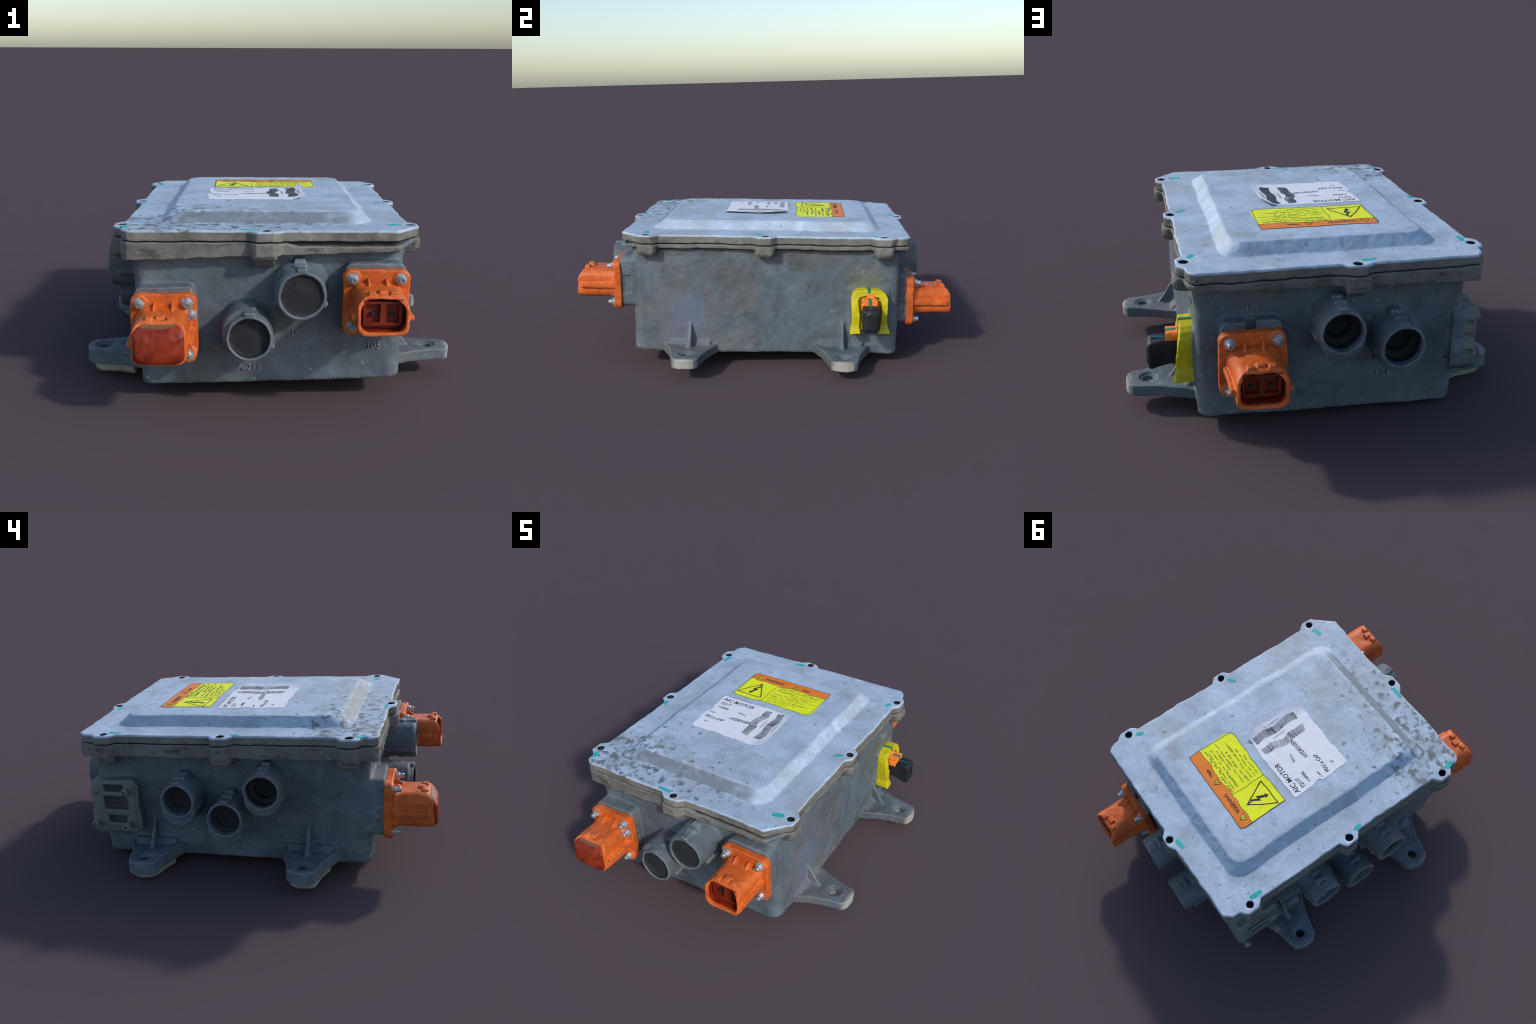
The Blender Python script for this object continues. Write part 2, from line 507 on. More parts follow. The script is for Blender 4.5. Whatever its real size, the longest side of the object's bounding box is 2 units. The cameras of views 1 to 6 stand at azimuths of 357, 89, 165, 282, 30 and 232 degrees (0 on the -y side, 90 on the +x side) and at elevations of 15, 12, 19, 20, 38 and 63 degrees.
tube_bodies, bores = [], []
for side, u, v, w, R, dep, sag in TUBES:
    wl = WALL[side]
    inner = R - 0.013
    prof = [(0, wl - 0.12), (R * 0.97, wl - 0.12), (R * 1.16, wl - 0.02), (R * 1.16, wl + 0.004), (R * 1.06, wl + 0.018),
            (R * 1.02, wl + 0.05), (R, w - 0.012), (R - 0.003, w), (inner, w), (inner - 0.002, w - dep * 0.55)]
    if dep > 0.04:
        prof += [(inner - 0.006, w - dep * 0.62), (inner - 0.026, w - dep * 0.64), (inner - 0.030, w - dep), (0, w - dep)]
    else:
        prof += [(inner - 0.004, w - dep), (0, w - dep - 0.004)]
    tb = lathe(prof)
    # moulded key strip on top, in two steps, and side lugs
    L = w - wl
    parts = [tb, box(-0.022, 0.022, R - 0.006, R + 0.019, wl - 0.02, wl + L * 0.36),
             box(-0.027, 0.027, R - 0.007, R + 0.014, wl + L * 0.50, wl + L * 0.64),
             box(-0.020, 0.020, R - 0.006, R + 0.010, wl + L * 0.70, w - 0.002)]
    for a in (112, -118):
        lug = box(-0.010, 0.010, R - 0.006, R + 0.016, wl - 0.02, w - 0.05)
        ca, sa = math.cos(math.radians(a)), math.sin(math.radians(a))
        parts.append(xf(lug, lambda x, y, z: (x * ca - y * sa, x * sa + y * ca, z)))
    if sag:      # eccentric outer skin: the end face is thick on one side
        su, sv, back = sag
        e = w - back
        lip = lathe([(0, wl - 0.05), (R * 1.05, wl - 0.05), (R * 1.02, wl + 0.05), (R - 0.003, e - 0.006), (R - 0.008, e), (0, e)])
        lip = xf(lip, lambda x, y, z: (x + su, y + sv, z))
        well = lathe([(0, w - dep), (inner - 0.002, w - dep), (inner - 0.002, w + 0.1), (0, w + 0.1)], 40)
        parts.append(cut(lip, [well]))
    b = join(*parts)
    b = xf(b, lambda x, y, z: (x + u, y + v, z))
    tube_bodies.append(on_side(b, side))
    if dep > 0.04:
        c = lathe([(0, w - dep - 0.012), (inner - 0.012, w - dep - 0.012), (inner - 0.012, w + 0.1), (0, w + 0.1)], 32)
        bores.append(on_side(xf(c, lambda x, y, z: (x + u, y + v, z)), side))
shell = cut(shell, bores)

def flange_top(x, y):
    return 0.648 if (y < -0.70 and x > 0.06) else 0.664
flange = prism(outline(0.003, 0.006), zfl, flange_top)
ears = []
for (hx, hy) in HOLES:
    drop = 0.038
    if abs(hy) > 0.7:      # front and back ears
        s = 1 if hy > 0 else -1
        cx = -0.078 if s > 0 else -0.018
        y0, y1 = 0.66 * s, (0.786 if s > 0 else 0.775) * s
        ya, yb_ = min(y0, y1), max(y0, y1)
        ears.append(loft([[(cx - .048, ya, .6), (cx + .048, ya, .6), (cx + .048, yb_, .6), (cx - .048, yb_, .6)],
                          [(cx - .053, ya, .655), (cx + .053, ya, .655), (cx + .053, yb_, .655), (cx - .053, yb_, .655)]]))
        ears.append(xf(box(cx - .04, cx + .04, ya, yb_ - 0.0, .56, .61),
                       lambda x, y, z: (x, y if z > .6 else y * 0.93, z)))
    else:
        s = 1 if hx > 0 else -1
        x1 = 0.620 if s > 0 else 0.640
        zb = zfl(s * 0.6, 0) - drop
        pl = [(0.50 * s, hy - .056), ((x1 - .018) * s, hy - .050), (x1 * s, hy - .034), (x1 * s, hy + .034),
              ((x1 - .018) * s, hy + .050), (0.50 * s, hy + .056)]
        ears.append(loft([[(x - 0.010 * s, y * 1 + (hy - y) * .12, zb) for x, y in pl], [(x, y, zb + 0.018) for x, y in pl],
                          [(x, y, .655) for x, y in pl]]))

# pads carrying the orange connectors (notched), and the vent gland block
CONN = [  # side, u, v, plate half width, plate half height, socket height, plate face w, tip w, closed
    ('front', -0.422, 0.324, 0.132, 0.143, 0.170, 0.797, 0.990, True),
    ('front', 0.422, 0.433, 0.132, 0.133, 0.154, 0.792, 0.987, False),
    ('back', -0.334, 0.342, 0.130, 0.135, 0.146, 0.803, 1.006, False)]
pads = []
for side, u, v, hw, hh, sh, wf, tip, closed in CONN:
    wl = WALL[side]
    top = hh + (0.018 if side == 'front' else 0.03)
    pad = prism(rrect(-hw + 0.012, hw - 0.012, -hh + 0.012, top, 0.03, 4), wl - 0.05, wf - 0.041)
    notch = []
    if side == 'back':
        notch.append(box(-0.022, 0.018, hh - 0.012, hh + 0.09, wl + 0.012, wf))
    if side == 'front' and u > 0:      # shallow panel on the outer cheek
        notch.append(box(hw - 0.018, hw + 0.05, -0.047, 0.053, wl + 0.004, wf - 0.052))
    else:
        for s_ in (-1, 1):
            xa, xb = sorted((s_ * (hw - 0.019), s_ * (hw + 0.05)))
            for vv in (-0.052, -0.008, 0.036):
                notch.append(box(xa, xb, vv - 0.013, vv + 0.013, wl + 0.030, wf - 0.046))
    pad = cut(pad, notch)
    pads.append(on_side(xf(pad, lambda x, y, z: (x + u, y + v, z)), side))

gl = [(-0.732, 0.430), (-0.716, 0.470), (-0.490, 0.476), (-0.468, 0.440), (-0.474, 0.330), (-0.466, 0.285),
      (-0.466, 0.215), (-0.520, 0.186), (-0.700, 0.180), (-0.732, 0.215), (-0.732, 0.285), (-0.722, 0.33)]
gland = prism(gl, 0.50, 0.606)
slots = [box(-0.652, -0.540, 0.412, 0.450, 0.582, 0.70), box(-0.660, -0.528, 0.315, 0.388, 0.582, 0.70),
         box(-0.645, -0.545, 0.243, 0.283, 0.582, 0.70), box(-0.652, -0.535, 0.195, 0.204, 0.586, 0.70)]
gland = cut(gland, slots)
for zc in (0.40, 0.34, 0.27):       # notches in the back edge
    gland = cut(gland, [box(-0.76, -0.716, zc - 0.012, zc + 0.012, 0.555, 0.592)])
step = prism(rrect(-0.705, -0.488, 0.196, 0.462, 0.02, 4), 0.596, 0.613)
step = cut(step, [box(-0.652, -0.540, 0.412, 0.450, 0.5, 0.70), box(-0.660, -0.528, 0.315, 0.388, 0.5, 0.70),
                  box(-0.645, -0.545, 0.243, 0.283, 0.5, 0.70)])
pads.append(on_side(gland, 'left'))
pads.append(on_side(step, 'left'))
for by, bz in ((0.522, 0.424), (0.521, 0.248), (0.700, 0.248), (0.700, 0.425)):      # stud bosses
    boss = lathe([(0, 0.58), (0.027, 0.58), (0.023, 0.622), (0, 0.622)], 20)
    pads.append(on_side(xf(boss, lambda x, y, z: (x - by, y + bz, z)), 'left'))
# shallow frame behind the signal plug
pads.append(on_side(prism(rrect(0.446, 0.662, 0.186, 0.440, 0.02, 3), 0.5, 0.553), 'right'))

# mounting feet
FEET = [('right', -0.384, 0.715, 0.120, 0.070, 0.818), ('right', 0.418, 0.727, 0.122, 0.072, 0.820),
        ('left', 0.390, 0.738, 0.117, 0.052, 0.812), ('left', -0.416, 0.738, 0.117, 0.052, 0.812)]
feet, pad_feet, hole_plugs = [], [], []
for side, u, hw_, zt, zb, tip in FEET:
    wl = WALL[side]
    right = [(0.46, 0.155), (wl + 0.000, 0.145), (wl + 0.05, 0.122), (wl + 0.12, 0.094), (hw_ + 0.01, 0.077),
             (tip - 0.026, 0.066), (tip - 0.008, 0.045), (tip, 0.018)]
    plan = [(u + d, w) for w, d in right] + [(u - d, w) for w, d in right[::-1]]
    wave = lambda w: 0.018 * max(0.0, min(1.0, (hw_ - 0.06 - w) / 0.08))
    f = bmesh.new()
    f = prism([(a, b) for a, b in plan], zb, zt)          # (u, w, z)
    # wall fillet and gusset rib
    fil = loft([[(u - 0.125, wl - 0.05, zt - 0.01), (u + 0.125, wl - 0.05, zt - 0.01), (u + 0.100, wl + 0.05, zt - 0.01), (u - 0.100, wl + 0.05, zt - 0.01)],
                [(u - 0.12, wl - 0.05, zt + 0.03), (u + 0.12, wl - 0.05, zt + 0.03), (u + 0.110, wl + 0.010, zt + 0.024), (u - 0.110, wl + 0.010, zt + 0.024)]])
    rib = loft([[(u - 0.012, wl - 0.05, zt - 0.01), (u + 0.012, wl - 0.05, zt - 0.01), (u + 0.012, wl + 0.10, zt - 0.01), (u - 0.012, wl + 0.10, zt - 0.01)],
                [(u - 0.009, wl - 0.05, zt + 0.05), (u + 0.009, wl - 0.05, zt + 0.05), (u + 0.009, wl + 0.055, zt + 0.05), (u - 0.009, wl + 0.055, zt + 0.05)],
                [(u - 0.008, wl - 0.05, zt + 0.135), (u + 0.008, wl - 0.05, zt + 0.135), (u + 0.008, wl + 0.004, zt + 0.135), (u - 0.008, wl + 0.004, zt + 0.135)]])
    hole = lathe([(0, -0.1), (0.024, -0.1), (0.024, 0.3), (0, 0.3)], 24)
    hole = xf(hole, lambda x, y, z: (x + u, y + hw_, z))
    sink = lathe([(0, zt - 0.007), (0.040, zt - 0.007), (0.042, zt + 0.1), (0, zt + 0.1)], 28)
    sink = xf(sink, lambda x, y, z: (x + u, y + hw_, z))
    f = cut(f, [hole, sink])
    m = SIDE[side]
    if side == 'right':      # plug added inside the bolt hole to give it a floor
        hole_plug = lathe([(0, zb + 0.004), (0.026, zb + 0.004), (0.026, zt - 0.022), (0, zt - 0.024)], 20)
        hole_plugs.append(xf(hole_plug, lambda x, y, z: m(x + u, z, y + hw_)))
    for b in (f, fil, rib):
        feet.append(xf(b, lambda x, y, z: m(x, z, y)))
    if side == 'left':
        low = 0.0135 if u < 0 else 0.012
        pp = [(u + d, w) for w, d in right[2:]] + [(u - d, w) for w, d in right[:1:-1]]
        tuck = lambda k, dw, z: [(u + (a_ - u) * k, w - dw * (w - wl) / (tip - wl), z) for a_, w in pp]
        pb = loft([tuck(0.82, 0.042, low), tuck(0.90, 0.030, low + 0.012), tuck(0.95, 0.022, zb + 0.002)])
        hole2 = xf(lathe([(0, -0.1), (0.024, -0.1), (0.024, 0.3), (0, 0.3)], 24), lambda x, y, z: (x + u, y + hw_, z))
        pb = cut(pb, [hole2])
        pad_feet.append(xf(pb, lambda x, y, z: m(x, z, y)))

skin = fuse([shell, flange] + ears + pads + tube_bodies + feet, 0.0042, 3)

def split_regions(me, classify, names):
    """cut one skin into named meshes whose borders coincide and keep its normals"""
    nv, nf = len(me.vertices), len(me.polygons)
    co = np.empty(nv * 3); me.vertices.foreach_get('co', co); co = co.reshape(-1, 3)
    nl = len(me.loops)
    lv = np.empty(nl, dtype=np.int32); me.loops.foreach_get('vertex_index', lv)
    ls = np.empty(nf, dtype=np.int32); me.polygons.foreach_get('loop_start', ls)
    lt = np.empty(nf, dtype=np.int32); me.polygons.foreach_get('loop_total', lt)
    cen = np.add.reduceat(co[lv], ls, axis=0) / lt[:, None]
    lab = classify(cen)
    bend(me)
    me.polygons.foreach_set('use_smooth', np.ones(nf, dtype=bool))
    co = np.empty(nv * 3); me.vertices.foreach_get('co', co); co = co.reshape(-1, 3)
    nor = np.empty(nv * 3); me.vertex_normals.foreach_get('vector', nor); nor = nor.reshape(-1, 3)
    out = {}
    face_of_loop = np.repeat(np.arange(nf), lt)
    for k, nm in enumerate(names):
        sel = lab == k
        if not sel.any():
            continue
        l = lv[sel[face_of_loop]]
        vid, inv = np.unique(l, return_inverse=True)
        t = lt[sel]
        m2 = bpy.data.meshes.new(nm)
        m2.vertices.add(len(vid)); m2.vertices.foreach_set('co', co[vid].ravel())
        m2.loops.add(len(l)); m2.loops.foreach_set('vertex_index', inv.astype(np.int32))
        m2.polygons.add(len(t))
        m2.polygons.foreach_set('loop_start', (np.cumsum(t) - t).astype(np.int32))
        m2.update(calc_edges=True)
        m2.polygons.foreach_set('use_smooth', np.ones(len(t), dtype=bool))
        m2.normals_split_custom_set_from_vertices(nor[vid])
        out[k] = m2
    bpy.data.meshes.remove(me)
    return out

REG = ['housing', 'vent_gland'] + ['hose_tube'] * 7 + ['mounting_foot'] * 4 + ['housing_rim'] + ['tube_inside'] * 7 + ['gland_slot']

def classify_housing(c):
    x, y, z = c.T
    lab = np.zeros(len(c), dtype=int)
    lab[(x < -0.562) & (y > 0.44) & (z > 0.165) & (z < 0.50)] = 1
    for y0, y1, z0, z1 in ((0.540, 0.652, 0.412, 0.450), (0.528, 0.660, 0.315, 0.388), (0.545, 0.645, 0.243, 0.283)):
        lab[(x < -0.575) & (x > -0.590) & (y > y0 - .002) & (y < y1 + .002) & (z > z0 - .002) & (z < z1 + .002)] = 21
    for i, (side, u, v, w, R, dep, sag) in enumerate(TUBES):
        if side == 'front':
            a, b, o = x, z, -y
        elif side == 'back':
            a, b, o = -x, z, y
        else:
            a, b, o = -y, z, -x
        d = np.hypot(a - u, b - v)
        lab[((d < R + 0.024) & (o > WALL[side] + 0.022) & (z < 0.598)) | ((d < R - 0.004) & (o > WALL[side] - 0.15))] = 2 + i
    for i, (side, u, h, zt, zb, tip) in enumerate(FEET):
        a, o = (y, x) if side == 'right' else (-y, -x)
        lab[(o > WALL[side] + (0.012 if side == 'right' else -0.004)) & (np.abs(a - u) < 0.17) & (z < 0.27)
            & ((o > 0.625) | (z < 0.165) | (np.abs(a - u) < 0.03))] = 9 + i
        # (bores are told apart from the sleeves below)
    ear = np.zeros(len(c), dtype=bool)
    for hx, hy in HOLES:
        ear |= (np.abs(x - hx) < 0.085) & (np.abs(y - hy) < 0.085)
    zf = 0.6215 + 0.037 * x - np.where(y < -0.7, 0.012, 0.0)
    out = (x > 0.566) | (x < -0.584) | (y < -0.716) | (y > 0.730)
    lab[(lab == 0) & out & (z > np.where(ear, zf - 0.046, zf - 0.006)) & (z > 0.55)] = 13
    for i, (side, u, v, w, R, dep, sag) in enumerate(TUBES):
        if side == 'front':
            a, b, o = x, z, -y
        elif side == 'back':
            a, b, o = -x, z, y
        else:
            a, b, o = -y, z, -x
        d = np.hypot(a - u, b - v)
        near = 0.006 if dep < 0.04 else 0.030  # front tubes are filled: only a shallow dark disc behind the rim
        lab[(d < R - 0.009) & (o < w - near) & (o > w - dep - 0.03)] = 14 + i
    return lab

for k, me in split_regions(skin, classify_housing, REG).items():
    add(REG[k], me, M_RIM if k == 13 else M_SLOT if k == 21 else M_INSIDE if k > 13 else M_GLAND if k == 1 else M_CAST, root)

for bb in hole_plugs:
    add('foot_hole_plug', bend(mesh_of(bb)), M_PAD, root, smooth=30)
for pf in pad_feet:
    add('foot_pad', bend(fuse([pf], 0.004, 2)), M_PAD, root, smooth='all')

# ------------------------------------------------------------------ seam filler and lid
add('seam_filler', bend(fuse([prism(outline(-0.013, -0.004), 0.636, 0.671)], 0.006, 0)), M_DARK, root, smooth='all')  # dark ring added inside the seam to stand in for the gap's shade

plate = prism(outline(), 0.669, 0.713)
def panel_ring(k, z):
    # k 0 at the foot of the slope, 1 at its crest
    return [(x, y, z) for x, y in rrect(-0.458 + 0.052 * k, 0.428 - 0.050 * k, -0.600 + 0.066 * k, 0.617 - 0.052 * k,
                                        0.075 - 0.012 * k, 7)]
panel = loft([panel_ring(-0.03, 0.69), panel_ring(-0.03, 0.711), panel_ring(0.03, 0.715), panel_ring(0.45, 0.736),
              panel_ring(0.90, 0.7565), panel_ring(1.0, 0.7585), panel_ring(1.25, 0.759)])
lid_holes = []
for (hx, hy) in HOLES:
    h = lathe([(0, 0.685), (0.019, 0.685), (0.020, 0.80), (0, 0.80)], 20)
    lid_holes.append(xf(h, lambda x, y, z: (x + hx, y + hy, z)))
plate = cut(plate, lid_holes)
lid_me = fuse([plate, panel], 0.0042, 1)
def classify_lid(c):
    x, y, z = c.T
    lab = np.where(z < 0.7055, 1, 0)
    for hx, hy in HOLES:
        lab[(np.hypot(x - hx, y - hy) < 0.0245) & (z < 0.7105) & (z > 0.672)] = 2  # hole walls coloured near-black, shade put into the colour
    return lab
lid = empty('lid', root)
for k, me in split_regions(lid_me, classify_lid, ['lid_cover', 'lid_rim', 'dark_hole_wall']).items():
    add(('lid_cover', 'lid_rim', 'dark_hole_wall')[k], me, (M_LID, M_LIDRIM, M_DARK)[k], lid)

# dark plugs added in the ear holes so they read black
sb = lathe([(0, 0), (0.0185, 0), (0.0185, 0.010), (0.014, 0.013), (0.010, 0.013), (0.009, 0.007), (0, 0.006)], 18)
hole_plug_me = mesh_of(sb, 'lid_hole_plug')
hole_plug_me.materials.append(M_DARK)
smooth_by_angle(hole_plug_me)
for hx, hy in HOLES:
    ob = bpy.data.objects.new('lid_hole_plug', hole_plug_me)
    COL.objects.link(ob); ob.parent = lid
    ob.location = (hx, hy, 0.683)
    ob.rotation_euler = (0, 0, rng.uniform(0, 6))

# ------------------------------------------------------------------ decals on the lid
def grid_poly(poly, z0, th, step=0.012):
    """flat sheet of the given plan with real thickness, fine enough to follow the lid"""
    bm = bmesh.new()
    f = bm.faces.new([bm.verts.new((x, y, z0)) for x, y in poly])
    for ax in (0, 1):
        lo = min(p[ax] for p in poly); hi = max(p[ax] for p in poly)
        k = int((hi - lo) / step)
        for i in range(1, k + 1):
            co = [0, 0, 0]; no = [0, 0, 0]
            co[ax] = lo + (hi - lo) * i / (k + 1); no[ax] = 1
            bmesh.ops.bisect_plane(bm, geom=bm.verts[:] + bm.edges[:] + bm.faces[:], plane_co=co, plane_no=no)
    r = bmesh.ops.extrude_face_region(bm, geom=bm.faces[:])
    for e in r['geom']:
        if isinstance(e, bmesh.types.BMVert):
            e.co.z += th
    return bm

def ragged(pts, step=0.02, amp=0.0025, seed=0):
    """hand-torn edge: the straight sides of a plan made wavy"""
    r = np.random.default_rng(seed)
    out = []
    for (x0, y0), (x1, y1) in zip(pts, pts[1:] + pts[:1]):
        L = math.hypot(x1 - x0, y1 - y0)
        n = max(1, int(L / step))
        nx, ny = (y1 - y0) / L, -(x1 - x0) / L
        for i in range(n):
            t = i / n
            a = amp * r.normal() if i else 0
            out.append((x0 + (x1 - x0) * t + nx * a, y0 + (y1 - y0) * t + ny * a))
    return out

TOP = 0.7593            # upper face of the raised panel
marks = [((0.538, -0.609), (0.482, -0.622), .016), ((-0.043, -0.728), (-0.118, -0.727), .012),
         ((-0.597, -0.640), (-0.582, -0.690), .013), ((-0.587, -0.034), (-0.586, -0.080), .013),
         ((-0.574, 0.600), (-0.573, 0.536), .013), ((-0.098, 0.729), (-0.158, 0.722), .013),
         ((0.557, 0.582), (0.533, 0.549), .011), ((0.550, -0.018), (0.506, -0.040), .012)]
for i, ((x0, y0), (x1, y1), w) in enumerate(marks):
    dx, dy = x1 - x0, y1 - y0
    w *= 1.75
    L = math.hypot(dx, dy); nx, ny = -dy / L * w / 2, dx / L * w / 2
    k = rng.uniform(0.5, 1.1, 4)
    poly = [(x0 - nx * k[0], y0 - ny * k[0]), (x0 + dx * .45 - nx * 1.2, y0 + dy * .45 - ny * 1.2), (x1 - nx * k[1], y1 - ny * k[1]),
            (x1 + nx * k[2], y1 + ny * k[2]), (x0 + dx * .5 + nx, y0 + dy * .5 + ny), (x0 + nx * k[3], y0 + ny * k[3])]
    add('paint_mark', bend(mesh_of(grid_poly(poly, 0.7122, 0.0016))), M_TEAL, lid)

def curl(me, x0=0.095):
    """the right edge of the data label has come unstuck and lifts"""
    n = len(me.vertices)
    co = np.empty(n * 3); me.vertices.foreach_get('co', co); co = co.reshape(-1, 3)
    t = np.clip((co[:, 0] - x0) / 0.075, 0, 1)
    lift = 0.45 + 0.75 * np.clip((co[:, 1] + 0.02) / 0.14, 0, 1) + 0.35 * np.clip((-0.12 - co[:, 1]) / 0.1, 0, 1)
    co[:, 2] += 0.023 * t ** 1.6 * lift
    me.vertices.foreach_set('co', co.ravel())
    return me

def text_mesh(s, size, x, y, rot=0.0, wide=1.0, z=0.0, th=0.0006, shear=0.0, bold=0.0):
    cu = bpy.data.curves.new('txt', 'FONT')
    cu.body = s
    cu.size = size
    cu.align_x = 'CENTER'; cu.align_y = 'CENTER'
    cu.extrude = th / 2
    cu.resolution_u = 2
    cu.shear = shear
    cu.offset = bold
    ob = bpy.data.objects.new('txt', cu)
    COL.objects.link(ob)
    dg = bpy.context.evaluated_depsgraph_get()
    me = bpy.data.meshes.new_from_object(ob.evaluated_get(dg))
    bpy.data.objects.remove(ob); bpy.data.curves.remove(cu)
    me.transform(Matrix.Translation((x, y, z)) @ Matrix.Rotation(rot, 4, 'Z') @ Matrix.Diagonal((wide, 1, 1, 1)))
    return me

def stroke(pts, width, z, th=0.0008):
    """inked line through points"""
    bms = []
    for (x0, y0), (x1, y1) in zip(pts[:-1], pts[1:]):
        L = math.hypot(x1 - x0, y1 - y0)
        if L < 1e-6:
            continue
        n = max(1, int(L / 0.015))
        ux, uy = (x1 - x0) / L, (y1 - y0) / L
        nx, ny = -uy * width / 2, ux * width / 2
        e = width * 0.3
        a = (x0 - ux * e, y0 - uy * e); b = (x1 + ux * e, y1 + uy * e)
        rings = []
        for i in range(n + 1):
            t = i / n
            cx, cy = a[0] + (b[0] - a[0]) * t, a[1] + (b[1] - a[1]) * t
            rings.append([(cx - nx, cy - ny, z), (cx + nx, cy + ny, z), (cx + nx, cy + ny, z + th), (cx - nx, cy - ny, z + th)])
        bms.append(loft(rings))
    return bms

# --- warning label
wl_obj = empty('warning_label', root)
WX0, WX1, WY0, WY1, WS, WD = -0.266, 0.242, 0.170, 0.436, 0.370, -0.078
wave = lambda x: 0.004 * math.sin(x * 30) + 0.003 * math.sin(x * 71 + 1)
split = [(WX1, WS + 0.003)] + [(x, WS + wave(x)) for x in np.linspace(WX1 - 0.02, WX0 + 0.02, 22)] + [(WX0, WS)]
yel = [(WX0, WY0 + 0.002)] + ragged([(WX0, WY0), (WX1 - 0.02, WY0)], 0.03, 0.0018, 4)[:17] + [(WX1 - 0.02, WY0), (WX1, WY0 + 0.03)] + split
yel = [(WX0, WY0)] + [(x, WY0 + 0.0015 * math.sin(x * 55)) for x in np.linspace(WX0 + .02, WX1 - .03, 20)] + [(WX1 - 0.008, WY0 + 0.006), (WX1, WY0 + 0.03)] + split
ora = [(x, y + 0.0003) for x, y in split[::-1]] + [(WX1, WY1)] + \
      [(x, WY1 + 0.0015 * math.sin(x * 40)) for x in np.linspace(WX1 - .02, WX0 + .03, 18)] + [(WX0 + 0.010, WY1 - 0.005), (WX0, WY1 - 0.022)]
add('yellow_field', bend(mesh_of(grid_poly(yel, TOP - 0.0008, 0.0016))), M_PYEL, wl_obj)
add('orange_strip', bend(mesh_of(grid_poly(ora, TOP - 0.0008, 0.0017))), M_PORA, wl_obj)
ZI = TOP + 0.0007
ink = []
rim = [(WX0, WY0)] + yel[1:22] + [(WX1, WS), (WX1, WY1), (WX0 + 0.012, WY1), (WX0, WY1 - 0.02), (WX0, WY0)]
ink += stroke(rim, 0.0020, ZI)
ink += stroke(split, 0.0016, ZI)
ink += stroke([(WD, WY0), (WD + 0.003, WY0 + 0.06), (WD - 0.004, WY0 + 0.12), (WD + 0.002, WS)], 0.0020, ZI)
ink += stroke([(WX0 - .001, WY0), (WX0 - .001, WY1 - .02)], 0.003, ZI)
# large high-voltage triangle
A, B, C = (-0.257, 0.204), (-0.098, 0.206), (-0.174, 0.342)
ink += stroke([A, B], 0.0050, ZI); ink += stroke([B, C], 0.0060, ZI); ink += stroke([C, A], 0.0052, ZI)
ink += stroke([C, (-0.170, 0.30)], 0.0042, ZI)
def bolt_sign(cx, cy, s):
    p = [(0.010, 0.062), (-0.022, 0.006), (-0.004, 0.008), (-0.016, -0.030), (-0.024, -0.026), (-0.014, -0.052),
         (0.006, -0.034), (-0.004, -0.034), (0.020, 0.018), (0.000, 0.016), (0.020, 0.060)]
    return prism([(cx + x * s, cy + y * s) for x, y in p], ZI, ZI + 0.0008)
ink.append(bolt_sign(-0.176, 0.262, 0.85))
for cx, cy, s in ((-0.218, 0.397, 1.0), (0.030, 0.397, 0.85)):
    ink += stroke([(cx - .019 * s, cy - .013), (cx + .019 * s, cy - .013), (cx, cy + .017), (cx - .019 * s, cy - .013)], 0.0026, ZI + 0.0006)
    ink.append(bolt_sign(cx, cy - 0.002, 0.20))
add('warning_print', bend(mesh_of(join(*ink))), M_INK, wl_obj, kind='stuff')
tri = [prism([(cx - .017 * s, cy - .012), (cx + .017 * s, cy - .012), (cx, cy + .014)], ZI, ZI + 0.0004)
       for cx, cy, s in ((-0.218, 0.397, 1.0), (0.030, 0.397, 0.85))]
add('hazard_triangle', bend(mesh_of(join(*tri))), M_PYEL, wl_obj, kind='stuff')
for s, size, x, y, wd in (('WARNING', 0.030, -0.118, 0.397, 0.92), ('Hazn', 0.028, 0.098, 0.399, 0.85)):
    add('warning_lettering', bend(text_mesh(s, size, x, y, -0.01, wd, ZI + 0.0004, bold=0.0006)), M_INK, wl_obj)

def scribble(x0, x1, y, h, seed, weight):
    """a line of print too small to read: short upright and slanted dabs"""
    r = np.random.default_rng(seed)
    out, x = [], x0
    while x < x1:
        word = r.uniform(0.02, 0.055)
        xe = min(x1, x + word)
        while x < xe:
            dx = r.uniform(-0.25, 0.5) * h
            yy = y + 0.0012 * math.sin(x * 60)
            out += stroke([(x, yy - h / 2), (x + dx, yy + h / 2 * r.uniform(0.4, 1))], weight, ZI)
            if r.random() < 0.6:
                out += stroke([(x, yy + h * r.uniform(-.4, .4)), (x + h * 0.55, yy + h * r.uniform(-.4, .4))], weight * 0.8, ZI)
            x += h * r.uniform(0.5, 0.75)
        x += 0.010
    return out
lines = [(-0.066, 0.06, 0.357, 0.011, 1), (-0.05, 0.20, 0.341, 0.007, 0), (0.06, 0.22, 0.351, 0.010, 1), (-0.05, 0.06, 0.318, 0.011, 1),
         (0.05, 0.19, 0.300, 0.012, 1), (-0.05, 0.21, 0.322, 0.006, 0), (-0.05, 0.10, 0.280, 0.006, 0), (-0.062, 0.03, 0.256, 0.012, 1),
         (0.04, 0.16, 0.262, 0.012, 1), (0.08, 0.22, 0.281, 0.006, 0), (-0.05, 0.17, 0.232, 0.007, 0), (-0.055, 0.14, 0.212, 0.007, 0),
         (-0.05, 0.08, 0.192, 0.006, 0), (0.10, 0.20, 0.236, 0.006, 0)]
small, heavy = [], []
for i, (a, b, y, h, hv) in enumerate(lines):
    (heavy if hv else small).extend(scribble(a, b, y, h, 100 + i, 0.0017 if hv else 0.0011))
add('warning_small_print', bend(mesh_of(join(*small))), M_INKO, wl_obj, kind='stuff')
add('warning_bold_print', bend(mesh_of(join(*heavy))), M_INKG, wl_obj, kind='stuff')

